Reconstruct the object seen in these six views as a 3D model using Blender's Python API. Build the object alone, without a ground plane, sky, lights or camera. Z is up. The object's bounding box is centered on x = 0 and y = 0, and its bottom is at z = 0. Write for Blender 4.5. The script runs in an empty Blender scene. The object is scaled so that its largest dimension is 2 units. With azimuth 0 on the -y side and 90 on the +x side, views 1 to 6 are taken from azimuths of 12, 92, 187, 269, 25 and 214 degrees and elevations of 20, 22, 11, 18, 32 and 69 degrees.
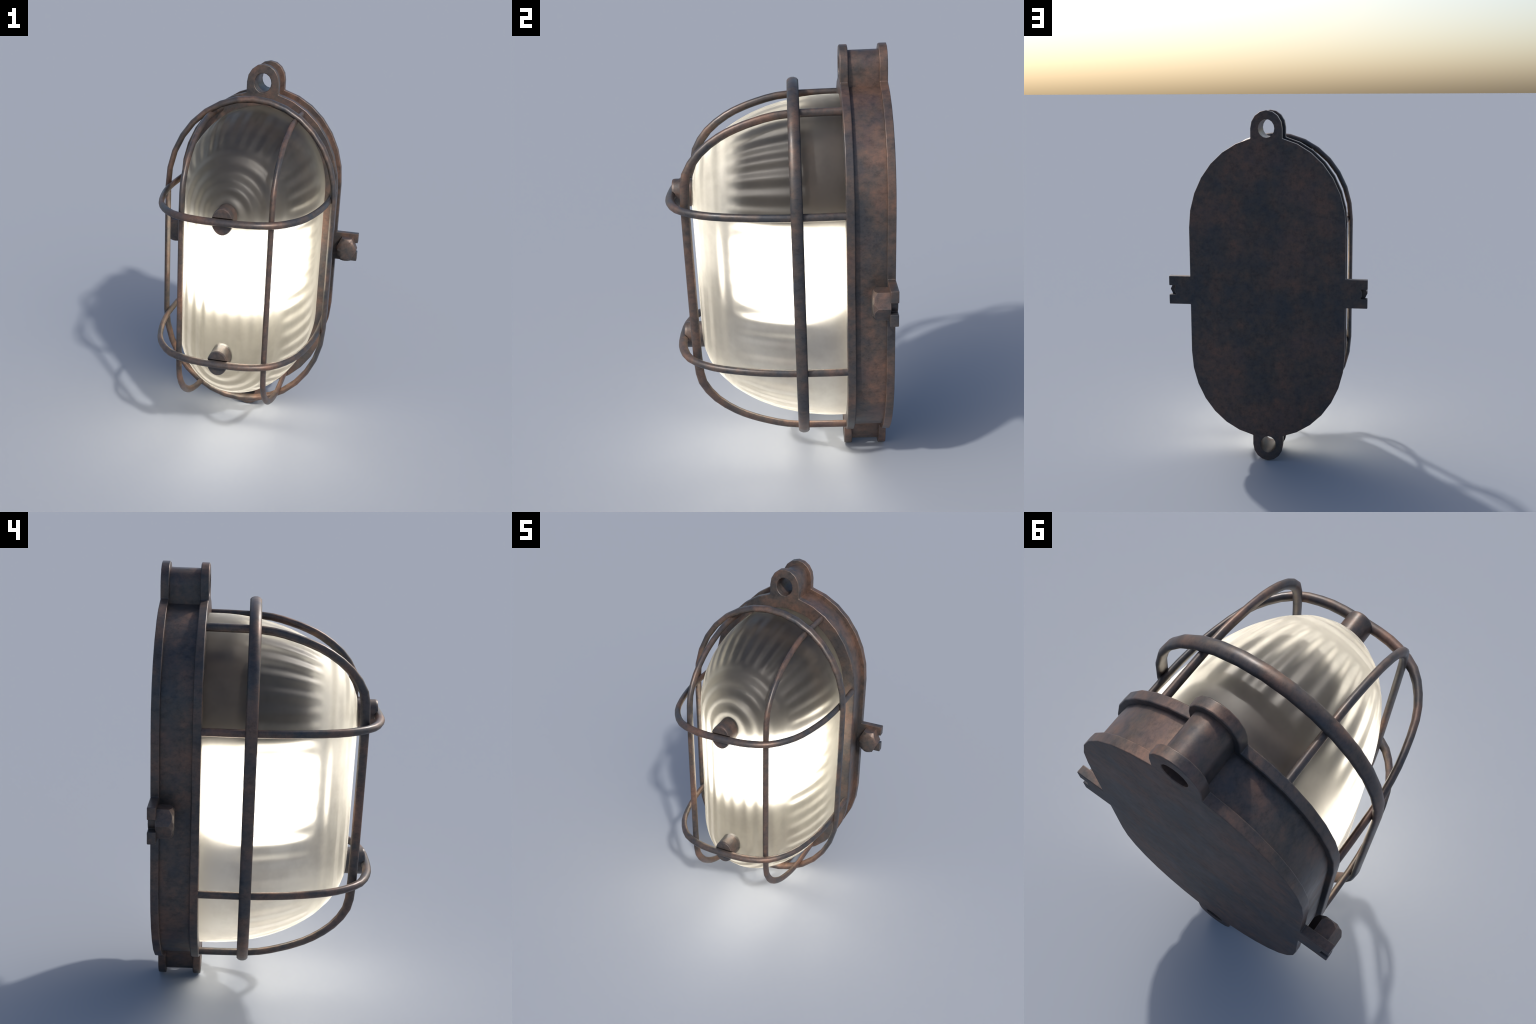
"""Weathered bulkhead lamp: oval iron housing with mounting eyes, ribbed glass
dome lit from inside, wire guard around it.  Front faces -y, z up, metres."""
import bpy, bmesh, math
from mathutils import Vector

PI = math.pi

# ------------------------------------------------------------------ sizes
CZ = 1.0                 # the lamp is mirrored about this height
FLAT = 0.356             # half length of the straight sides
PLATE_A, PLATE_B = 0.4355, 0.503          # flange: half width, end height
WALL_IN_X, WALL_IN_Z = 0.021, 0.0245      # housing wall set back from flanges
EAR_Z, EAR_A, EAR_B = 0.903, 0.0865, 0.097
HOLE_A, HOLE_B = 0.0445, 0.0498
Y_FRONT, Y_FRONT_BACK = 0.2935, 0.3310
Y_BACK_FRONT, Y_BACK = 0.4630, 0.4990
GLASS_A, GLASS_B, GLASS_YC, GLASS_D = 0.371, 0.428, 0.25, 0.640
TUBE = Vector((0.0137, 0.0213, 0.0178))   # rod radii along x, y, z


# ------------------------------------------------------------------ helpers
def obj_from_bm(name, bm, mat, parent=None, smooth=True, angle=None):
    me = bpy.data.meshes.new(name)
    bmesh.ops.recalc_face_normals(bm, faces=bm.faces)
    bm.to_mesh(me)
    bm.free()
    for p in me.polygons:
        p.use_smooth = smooth
    if angle is not None:
        me.set_sharp_from_angle(angle=math.radians(angle))
    ob = bpy.data.objects.new(name, me)
    bpy.context.scene.collection.objects.link(ob)
    me.materials.append(mat)
    if parent:
        ob.parent = parent
    return ob


def bevel(ob, width, segments=2, angle=40):
    m = ob.modifiers.new("edge_rounding", "BEVEL")
    m.width, m.segments, m.limit_method = width, segments, "ANGLE"
    m.angle_limit = math.radians(angle)
    m.harden_normals = True
    return m


def housing_outline(grow_x=0.0, grow_z=0.0, tabs=False):
    """Closed outline (x, z about the centre) of a flange: two elliptical ends,
    straight sides, an eye at top and bottom and, on request, slotted side tabs."""
    a, b = PLATE_A + grow_x, PLATE_B + grow_z
    ea, eb = EAR_A + grow_x, EAR_B + grow_z
    quarter = []                                    # right side, upwards to the eye
    for i in range(0, 9):
        t = math.radians(11.25 * i)
        x, z = a * math.cos(t), FLAT + b * math.sin(t)
        if x > ea + 0.01:
            quarter.append((x, z))
    quarter.append((ea, FLAT + b * math.sqrt(1 - (ea / a) ** 2)))
    for i in range(0, 5):
        t = math.radians(22.5 * i)
        quarter.append((ea * math.cos(t), EAR_Z + eb * math.sin(t)))
    side = []
    if tabs:
        top, tip, slot, sx = 0.0805, 0.5575, 0.0262, 0.4995
        ra, rb = 0.0275, 0.0375                     # bolt shank seen in the slot
        side += [(a, top), (tip, top), (tip, slot)]
        for k in range(-3, 4):
            t = -math.asin(slot / rb) * k / 3
            side.append((sx + ra * math.cos(t), rb * math.sin(t)))
        side += [(tip, -slot), (tip, -top), (a, -top)]
    right = [(x, -z) for x, z in reversed(quarter)] + list(reversed(side)) + quarter
    left = [(-x, z) for x, z in reversed(right[1:-1])]
    return right + left


def ellipse_loop(cx, cz, a, b, n):
    return [(cx + a * math.cos(2 * PI * i / n), cz + b * math.sin(2 * PI * i / n)) for i in range(n)]


def stadium_loop(a, b, flat=FLAT, seg=8):
    pts = []
    for i in range(2 * seg + 1):
        t = PI * i / (2 * seg)
        pts.append((a * math.cos(t), flat + b * math.sin(t)))
    return pts + [(-x, -z) for x, z in pts]


def plate(name, outer, holes, y0, y1, mat, parent, round_edge):
    """Flat plate between y0 and y1 with holes, edges rounded."""
    bm = bmesh.new()
    edges = []
    for loop in [outer] + holes:
        vs = [bm.verts.new((x, y0, CZ + z)) for x, z in loop]
        edges += [bm.edges.new((vs[i], vs[(i + 1) % len(vs)])) for i in range(len(vs))]
    bmesh.ops.triangle_fill(bm, use_beauty=True, use_dissolve=False, edges=edges)
    bmesh.ops.dissolve_limit(bm, angle_limit=0.01, verts=[], edges=[e for e in bm.edges if len(e.link_faces) == 2])
    out = bmesh.ops.extrude_face_region(bm, geom=list(bm.faces))
    for v in out["geom"]:
        if isinstance(v, bmesh.types.BMVert):
            v.co.y = y1
    ob = obj_from_bm(name, bm, mat, parent, angle=35)
    bevel(ob, round_edge)
    return ob


def ring_wall(bm, outer, inner, y0, y1):
    """Open tube wall between two matching loops."""
    n = len(outer)
    rows = []
    for loop, y in ((outer, y0), (outer, y1), (inner, y1), (inner, y0)):
        rows.append([bm.verts.new((x, y, CZ + z)) for x, z in loop])
    for r in range(4):
        p, q = rows[r], rows[(r + 1) % 4]
        for i in range(n):
            j = (i + 1) % n
            bm.faces.new((p[i], p[j], q[j], q[i]))


def rod(name, path, closed, plane_normal, mat, parent, sides=12, radii=TUBE):
    """Bent rod along a planar path; the section is a circle drawn out per axis."""
    bm = bmesh.new()
    n = len(path)
    rows = []
    up = Vector(plane_normal)
    for i, p in enumerate(path):
        if closed:
            d = path[(i + 1) % n] - path[i - 1]
        else:
            d = path[min(i + 1, n - 1)] - path[max(i - 1, 0)]
        d.normalize()
        side = d.cross(up).normalized()
        row = []
        for k in range(sides):
            t = 2 * PI * (k + 0.5) / sides
            off = side * math.cos(t) + up * math.sin(t)
            row.append(bm.verts.new((p.x + off.x * radii.x, p.y + off.y * radii.y, p.z + off.z * radii.z)))
        rows.append(row)
    for i in range(n if closed else n - 1):
        p, q = rows[i], rows[(i + 1) % n]
        for k in range(sides):
            m = (k + 1) % sides
            bm.faces.new((p[k], p[m], q[m], q[k]))
    if not closed:
        bm.faces.new(rows[0])
        bm.faces.new(list(reversed(rows[-1])))
    return obj_from_bm(name, bm, mat, parent, angle=60)


def rounded(pts, times=1):
    """Insert points between the given ones along a smooth curve through them."""
    for _ in range(times):
        out = []
        for i in range(len(pts) - 1):
            a, b, c, d = pts[max(i - 1, 0)], pts[i], pts[i + 1], pts[min(i + 2, len(pts) - 1)]
            out += [b, (b + c) * 0.5625 - (a + d) * 0.0625]
        pts = out + [pts[-1]]
    return pts


# ------------------------------------------------------------------ materials
def new_material(name):
    m = bpy.data.materials.new(name)
    m.use_nodes = True
    nt = m.node_tree
    return m, nt, nt.nodes["Principled BSDF"]


def link(nt, a, b):
    nt.links.new(a, b)


def noise(nt, coord, scale, detail=6.0, rough=0.6, stretch=(1, 1, 1)):
    mp = nt.nodes.new("ShaderNodeMapping")
    mp.inputs["Scale"].default_value = stretch
    link(nt, coord, mp.inputs["Vector"])
    nz = nt.nodes.new("ShaderNodeTexNoise")
    nz.inputs["Scale"].default_value = scale
    nz.inputs["Detail"].default_value = detail
    nz.inputs["Roughness"].default_value = rough
    link(nt, mp.outputs[0], nz.inputs["Vector"])
    return nz.outputs[0]


def ramp(nt, fac, stops):
    r = nt.nodes.new("ShaderNodeValToRGB")
    el = r.color_ramp.elements
    while len(el) < len(stops):
        el.new(0.5)
    for e, (pos, col) in zip(el, stops):
        e.position = pos
        e.color = (*col, 1) if len(col) == 3 else col
    link(nt, fac, r.inputs[0])
    return r.outputs[0]


def mix(nt, fac, a, b, kind="MIX"):
    m = nt.nodes.new("ShaderNodeMix")
    m.data_type, m.blend_type = "RGBA", kind
    for sock, val in ((m.inputs[0], fac), (m.inputs[6], a), (m.inputs[7], b)):
        if hasattr(val, "is_output"):
            link(nt, val, sock)
        else:
            sock.default_value = val if not isinstance(val, tuple) else (*val, 1)
    return m.outputs[2]


def rusted_iron(name, seed=0.0):
    m, nt, bsdf = new_material(name)
    tc = nt.nodes.new("ShaderNodeTexCoord")
    off = nt.nodes.new("ShaderNodeVectorMath")
    off.inputs[1].default_value = (seed, seed * 0.7, seed * 1.3)
    link(nt, tc.outputs["Object"], off.inputs[0])
    co = off.outputs[0]
    big = noise(nt, co, 2.7, 5, 0.62)
    mid = noise(nt, co, 8.0, 6, 0.66)
    fine = noise(nt, co, 36.0, 8, 0.78, (1, 0.7, 1))
    base = ramp(nt, big, [(0.38, (0.042, 0.046, 0.052)), (0.50, (0.082, 0.065, 0.057)), (0.61, (0.158, 0.090, 0.066))])
    blotch = ramp(nt, mid, [(0.40, (0.040, 0.045, 0.055)), (0.52, (0.082, 0.065, 0.057)), (0.66, (0.165, 0.093, 0.067))])
    col = mix(nt, 0.5, base, blotch)
    speck = ramp(nt, fine, [(0.36, (0.66, 0.67, 0.70)), (0.50, (1, 1, 1)), (0.64, (1.28, 1.17, 1.10))])
    col = mix(nt, 1.0, col, speck, "MULTIPLY")
    # rear-facing iron tinted darker and bluer: shadow-side shade baked into the colour
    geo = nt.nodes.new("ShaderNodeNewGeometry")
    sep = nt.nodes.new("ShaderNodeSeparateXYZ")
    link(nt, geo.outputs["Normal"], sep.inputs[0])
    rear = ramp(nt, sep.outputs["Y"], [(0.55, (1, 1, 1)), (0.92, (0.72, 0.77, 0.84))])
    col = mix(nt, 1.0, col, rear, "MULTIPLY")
    # specular edge highlights painted in as a lighter base colour
    bev = nt.nodes.new("ShaderNodeBevel")
    bev.samples = 4
    bev.inputs["Radius"].default_value = 0.005
    dot = nt.nodes.new("ShaderNodeVectorMath")
    dot.operation = "DOT_PRODUCT"
    link(nt, bev.outputs[0], dot.inputs[0])
    link(nt, geo.outputs["Normal"], dot.inputs[1])
    edge_glint = ramp(nt, dot.outputs["Value"], [(0.86, (0.38, 0.38, 0.38)), (0.97, (0, 0, 0))])
    col = mix(nt, edge_glint, col, (0.24, 0.185, 0.155))
    link(nt, col, bsdf.inputs["Base Color"])
    bsdf.inputs["Metallic"].default_value = 0.38
    rg = nt.nodes.new("ShaderNodeMapRange")
    rg.inputs["From Min"].default_value, rg.inputs["From Max"].default_value = 0.3, 0.7
    rg.inputs["To Min"].default_value, rg.inputs["To Max"].default_value = 0.32, 0.50
    link(nt, mid, rg.inputs["Value"])
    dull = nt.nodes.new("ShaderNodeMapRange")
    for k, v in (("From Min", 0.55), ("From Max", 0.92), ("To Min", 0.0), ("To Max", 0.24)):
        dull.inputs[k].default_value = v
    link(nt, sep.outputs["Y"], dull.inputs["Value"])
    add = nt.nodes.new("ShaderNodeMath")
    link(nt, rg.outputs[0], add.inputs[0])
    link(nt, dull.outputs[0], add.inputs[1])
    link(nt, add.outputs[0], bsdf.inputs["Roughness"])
    bp = nt.nodes.new("ShaderNodeBump")
    bp.inputs["Strength"].default_value = 0.12
    bp.inputs["Distance"].default_value = 0.004
    link(nt, fine, bp.inputs["Height"])
    link(nt, bp.outputs[0], bsdf.inputs["Normal"])
    return m


def frosted_glass():
    m, nt, bsdf = new_material("frosted_ribbed_glass")
    tc = nt.nodes.new("ShaderNodeTexCoord")
    haze = noise(nt, tc.outputs["Object"], 6.0, 5, 0.6)
    tint = ramp(nt, haze, [(0.36, (0.42, 0.395, 0.355)), (0.58, (0.57, 0.545, 0.495))])  # tint darkened to hold down the glow through the side glass
    link(nt, tint, bsdf.inputs["Base Color"])
    bsdf.inputs["Transmission Weight"].default_value = 1.0
    bsdf.inputs["Roughness"].default_value = 0.50
    bsdf.inputs["IOR"].default_value = 1.5
    return m


def glow():
    m, nt, bsdf = new_material("lit_bulb")
    bsdf.inputs["Base Color"].default_value = (0.9, 0.85, 0.75, 1)
    bsdf.inputs["Emission Color"].default_value = (1.0, 0.93, 0.80, 1)
    # the underside of the bulb throws most of its light down and forward
    geo = nt.nodes.new("ShaderNodeNewGeometry")
    sep = nt.nodes.new("ShaderNodeSeparateXYZ")
    link(nt, geo.outputs["Normal"], sep.inputs[0])
    mr = nt.nodes.new("ShaderNodeMapRange")
    for k, v in (("From Min", -0.4), ("From Max", -0.95), ("To Min", 6.5), ("To Max", 19.0)):
        mr.inputs[k].default_value = v
    link(nt, sep.outputs["Z"], mr.inputs["Value"])
    link(nt, mr.outputs[0], bsdf.inputs["Emission Strength"])
    return m


def enamel():
    m, nt, bsdf = new_material("cream_enamel")
    bsdf.inputs["Base Color"].default_value = (0.23, 0.225, 0.205, 1)  # greyed to set how bright the bulb-lit lower glass looks
    bsdf.inputs["Roughness"].default_value = 0.6
    return m


def bakelite(name, colour):
    m, nt, bsdf = new_material(name)
    bsdf.inputs["Base Color"].default_value = (*colour, 1)
    bsdf.inputs["Roughness"].default_value = 0.5
    return m


BAKELITE = bakelite("dark_bakelite", (0.052, 0.045, 0.042))
DIM_ZONE_BROWN = bakelite("dim_zone_brown", (0.080, 0.060, 0.051))
ENAMEL = enamel()
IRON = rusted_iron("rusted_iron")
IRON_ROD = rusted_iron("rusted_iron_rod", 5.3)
GLASS = frosted_glass()
GLOW = glow()

# ------------------------------------------------------------------ the lamp
lamp = bpy.data.objects.new("bulkhead_lamp", None)
bpy.context.scene.collection.objects.link(lamp)
lamp["label"] = "lit oval bulkhead lamp, rusty iron housing and wire guard"
lamp["category"] = "wall lamp"

holes = [ellipse_loop(0, EAR_Z, HOLE_A, HOLE_B, 16), ellipse_loop(0, -EAR_Z, HOLE_A, HOLE_B, 16)]
opening = stadium_loop(GLASS_A - 0.004, GLASS_B - 0.004)

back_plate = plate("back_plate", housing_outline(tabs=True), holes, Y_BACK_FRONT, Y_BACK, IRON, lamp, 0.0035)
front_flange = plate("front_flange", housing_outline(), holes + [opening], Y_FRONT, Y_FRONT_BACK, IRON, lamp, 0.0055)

# housing wall between the flanges, with the two eye barrels
bm = bmesh.new()
wall_out = housing_outline(-WALL_IN_X, -WALL_IN_Z)
wall_in = housing_outline(-WALL_IN_X - 0.03, -WALL_IN_Z - 0.03)
wall_out = stadium_loop(PLATE_A - WALL_IN_X, PLATE_B - WALL_IN_Z)
wall_in = stadium_loop(PLATE_A - WALL_IN_X - 0.025, PLATE_B - WALL_IN_Z - 0.025)
ring_wall(bm, wall_out, wall_in, Y_FRONT_BACK - 0.004, Y_BACK_FRONT + 0.004)
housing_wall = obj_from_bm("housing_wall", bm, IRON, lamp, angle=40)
for s in (1, -1):
    bm = bmesh.new()
    a, b = EAR_A - WALL_IN_X, EAR_B - WALL_IN_Z
    arc = [(a * math.cos(PI * i / 8), s * (EAR_Z + b * math.sin(PI * i / 8))) for i in range(9)]
    arc = [(a, s * (EAR_Z - 0.09))] + arc + [(-a, s * (EAR_Z - 0.09))]
    hole = ellipse_loop(0, 0, HOLE_A, HOLE_B, 16)
    y0, y1 = Y_FRONT_BACK - 0.004, Y_BACK_FRONT + 0.004
    p = [bm.verts.new((x, y0, CZ + z)) for x, z in arc]
    q = [bm.verts.new((x, y1, CZ + z)) for x, z in arc]
    for i in range(len(arc) - 1):
        bm.faces.new((p[i], p[i + 1], q[i + 1], q[i]))
    p = [bm.verts.new((x, y0, CZ + s * EAR_Z + z)) for x, z in hole]
    q = [bm.verts.new((x, y1, CZ + s * EAR_Z + z)) for x, z in hole]
    for i in range(16):
        bm.faces.new((p[i], p[(i + 1) % 16], q[(i + 1) % 16], q[i]))
    obj_from_bm("eye_barrel", bm, IRON, housing_wall, angle=40)

# hexagon nuts on the side tabs
for s in (1, -1):
    bm = bmesh.new()
    cx, ra, rb = s * 0.4985, 0.0585, 0.0730
    rows = []
    # chamfer: hexagon cut by a cone, built on 24 points round the hexagon
    ring = []
    for i in range(24):
        t = 2 * PI * i / 24
        k = math.cos(PI / 6) / math.cos((t % (PI / 3)) - PI / 6)
        ring.append((math.cos(t), math.sin(t), k))
    for f, y in ((1.0, Y_BACK_FRONT + 0.003), (1.0, None), (0.80, 0.3935), (0.45, 0.3915)):
        row = []
        for c, sn, k in ring:
            yy = y if y is not None else 0.3985 + max(0.0, k - 0.866) * 0.11
            row.append(bm.verts.new((cx + ra * k * f * c, yy, CZ + rb * k * f * sn)))
        rows.append(row)
    for p, q in zip(rows, rows[1:]):
        for i in range(24):
            bm.faces.new((p[i], p[(i + 1) % 24], q[(i + 1) % 24], q[i]))
    bm.faces.new(rows[-1])
    bm.faces.new(rows[0])
    obj_from_bm("hex_nut", bm, IRON, back_plate, angle=30)

# ------------------------------------------------------------------ glass dome
RING_PITCH = 0.163        # rings on the front, in units of the dome's own radius
FLUTES_END, FLUTES_SIDE = 16, 9
RING_DEPTH, FLUTE_DEPTH = 0.0058, 0.0044


def step(a, b, v):
    t = min(1.0, max(0.0, (v - a) / (b - a)))
    return t * t * (3 - 2 * t)


def glass_point(u, w, relief=1.0):
    """u runs round the oval (0..1), w from the rim (0) to the front spine (1).
    relief scales the moulded ribs: rings on the front, flutes on the flanks."""
    end, straight = PI * 0.40, 2 * FLAT
    total = 2 * end + 2 * straight
    s = u * total
    ph = w * PI / 2
    rad, fwd = math.cos(ph), math.sin(ph)
    if s < end:
        t, z0 = PI * s / end, FLAT
        cx, sz, turn = math.cos(t), math.sin(t), FLUTES_END * s / end
    elif s < end + straight:
        cx, sz, z0 = -1, 0, FLAT - (s - end)
        turn = FLUTES_SIDE * (s - end) / straight
    elif s < 2 * end + straight:
        t, z0 = PI + PI * (s - end - straight) / end, -FLAT
        cx, sz, turn = math.cos(t), math.sin(t), FLUTES_END * (s - end - straight) / end
    else:
        cx, sz, z0 = 1, 0, -FLAT + (s - 2 * end - straight)
        turn = FLUTES_SIDE * (s - 2 * end - straight) / straight
    nx, ny, nz = cx * rad / GLASS_A, -fwd / GLASS_D, sz * rad / GLASS_B
    l = math.sqrt(nx * nx + ny * ny + nz * nz)
    front = (1 - step(0.63, 0.73, rad)) * (0.35 + 0.65 * step(0.16, 0.30, rad))
    flank = step(0.68, 0.78, rad) * (1 - step(0.965, 1.0, rad))
    d = relief * RING_DEPTH * front * math.cos(2 * PI * rad / RING_PITCH) + relief * FLUTE_DEPTH * flank * math.cos(2 * PI * turn)
    return (cx * rad * GLASS_A + d * nx / l,
            GLASS_YC - fwd * GLASS_D + d * ny / l,
            CZ + z0 + sz * rad * GLASS_B + d * nz / l)


NU, NW = 680, 130


def dome(relief):
    bm = bmesh.new()
    rows = [[bm.verts.new((p[0], Y_FRONT + 0.012, p[2])) for p in (glass_point(i / NU, 0) for i in range(NU))]]
    for j in range(NW + 1):
        w = 0.995 * j / NW
        rows.append([bm.verts.new(glass_point(i / NU, w, relief)) for i in range(NU)])
    for p, q in zip(rows, rows[1:]):
        for i in range(NU):
            k = (i + 1) % NU
            bm.faces.new((p[i], p[k], q[k], q[i]))
    # close the narrow slit along the spine: ends fan, sides bridge across
    last = rows[-1]
    used = [v for v in last]
    bm.faces.new(used)
    return bm


# the ribs are shallow: the outline stays smooth, the shading carries their full slope
ribbed = obj_from_bm("dome_ribs", dome(1.0), GLASS)
slopes = [tuple(n.vector) for n in ribbed.data.vertex_normals]
bpy.data.objects.remove(ribbed)
glass = obj_from_bm("glass_dome", dome(0.12), GLASS, lamp)
glass.data.normals_split_custom_set_from_vertices(slopes)

# ------------------------------------------------------------------ bulb and holder
def lathe_z(name, profile, cy, mat, parent, n=40, squash=0.80):
    bm = bmesh.new()
    rows = [[bm.verts.new((squash * r * math.cos(2 * PI * i / n), cy + r * math.sin(2 * PI * i / n), z)) for i in range(n)]
            for r, z in profile]
    for p, q in zip(rows, rows[1:]):
        for i in range(n):
            bm.faces.new((p[i], p[(i + 1) % n], q[(i + 1) % n], q[i]))
    bm.faces.new(rows[0])
    bm.faces.new(rows[-1])
    return obj_from_bm(name, bm, mat, parent, angle=50)


BULB_Y, BULB_Z, BULB_R, BULB_H = 0.085, 1.020, 0.250, 0.222


def squared(v, n=3.4):
    return math.copysign(abs(v) ** (2 / n), v)


prof = [(BULB_R * squared(math.cos(t)), BULB_Z + BULB_H * squared(math.sin(t)))
        for t in [math.radians(a) for a in range(-88, 82, 4)]]
bulb = lathe_z("light_bulb", prof, BULB_Y, GLOW, lamp)
holder = lathe_z("lamp_holder", [(0.20, 1.232), (0.225, 1.238), (0.225, 1.54), (0.19, 1.58)], BULB_Y, BAKELITE, lamp)

bm = bmesh.new()  # block modelled to make the dim zone in the upper glass
bmesh.ops.create_cube(bm, size=1.0)
for v in bm.verts:
    v.co = Vector((v.co.x * 0.40, 0.235 + v.co.y * 0.19, 1.44 + v.co.z * 0.40))
bevel(obj_from_bm("dim_zone_block", bm, DIM_ZONE_BROWN, holder, angle=40), 0.05, 4)

# pale enamelled reflector behind the bulb
bm = bmesh.new()
vs = [bm.verts.new((x, Y_FRONT + 0.03, CZ + z)) for x, z in stadium_loop(0.385, 0.445)]
f = bm.faces.new(vs)
out = bmesh.ops.extrude_face_region(bm, geom=[f])
for v in out["geom"]:
    if isinstance(v, bmesh.types.BMVert):
        v.co.y += 0.012
obj_from_bm("reflector", bm, ENAMEL, lamp, angle=40)

# ------------------------------------------------------------------ wire guard
RING_Y = 0.092
loop = [Vector((x, RING_Y, CZ + z)) for x, z in stadium_loop(0.444, 0.492)]
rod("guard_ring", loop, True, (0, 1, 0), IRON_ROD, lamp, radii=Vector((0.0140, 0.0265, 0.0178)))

# side view of an upright hoop: depth y, height above the centre
UPRIGHT = [(0.300, 0.757), (0.120, 0.756), (0.013, 0.749), (-0.078, 0.727), (-0.152, 0.702),
           (-0.228, 0.666), (-0.317, 0.599), (-0.379, 0.508), (-0.3920, 0.41), (-0.3945, 0.31), (-0.3950, 0.10)]
for s in (1, -1):
    x = s * 0.2185
    path = [Vector((x, y, CZ + h)) for y, h in UPRIGHT]
    path += [Vector((x, y, CZ - h)) for y, h in reversed(UPRIGHT)]
    rod("guard_hoop", rounded(path), False, (1, 0, 0), IRON_ROD, lamp)

# plan view of a cross hoop: half width x, depth y
CROSS = [(0.420, 0.300), (0.421, 0.10), (0.412, -0.035), (0.394, -0.145), (0.362, -0.265), (0.318, -0.352),
         (0.252, -0.425), (0.165, -0.463), (0.075, -0.4775)]
for s in (1, -1):
    z = CZ + s * 0.3635
    path = [Vector((x, y, z)) for x, y in CROSS] + [Vector((-x, y, z)) for x, y in reversed(CROSS)]
    rod("guard_hoop", rounded(path), False, (0, 0, 1), IRON_ROD, lamp)

# studs that carry the cross hoops, each with a groove for the rod
for s in (1, -1):
    n, ra, rb, z0 = 32, 0.0515, 0.0660, CZ + s * 0.3635
    bm = bmesh.new()
    rows = []
    for f, y in ((1, -0.366), (1, -0.461), (0.985, -0.468), (0.94, -0.4725)):
        rows.append([bm.verts.new((ra * f * math.cos(2 * PI * i / n), y, z0 + rb * f * math.sin(2 * PI * i / n))) for i in range(n)])
    for p, q in zip(rows, rows[1:]):
        for i in range(n):
            bm.faces.new((p[i], p[(i + 1) % n], q[(i + 1) % n], q[i]))
    bm.faces.new(rows[0])
    bm.faces.new(rows[-1])
    stud = obj_from_bm("guard_stud", bm, IRON_ROD, lamp)
    bm = bmesh.new()
    ends = [[bm.verts.new((x, -0.4805 + 0.0245 * math.cos(2 * PI * i / 24), z0 + 0.0235 * math.sin(2 * PI * i / 24)))
             for i in range(24)] for x in (-0.1, 0.1)]
    for i in range(24):
        bm.faces.new((ends[0][i], ends[0][(i + 1) % 24], ends[1][(i + 1) % 24], ends[1][i]))
    bm.faces.new(ends[0])
    bm.faces.new(ends[1])
    cutter = obj_from_bm("groove_cutter", bm, IRON_ROD)
    cut = stud.modifiers.new("groove", "BOOLEAN")
    cut.operation, cut.object, cut.solver = "DIFFERENCE", cutter, "EXACT"
    graph = bpy.context.evaluated_depsgraph_get()
    done = bpy.data.meshes.new_from_object(stud.evaluated_get(graph))
    stud.modifiers.clear()
    stud.data = done
    bpy.data.objects.remove(cutter)
    done.set_sharp_from_angle(angle=math.radians(40))
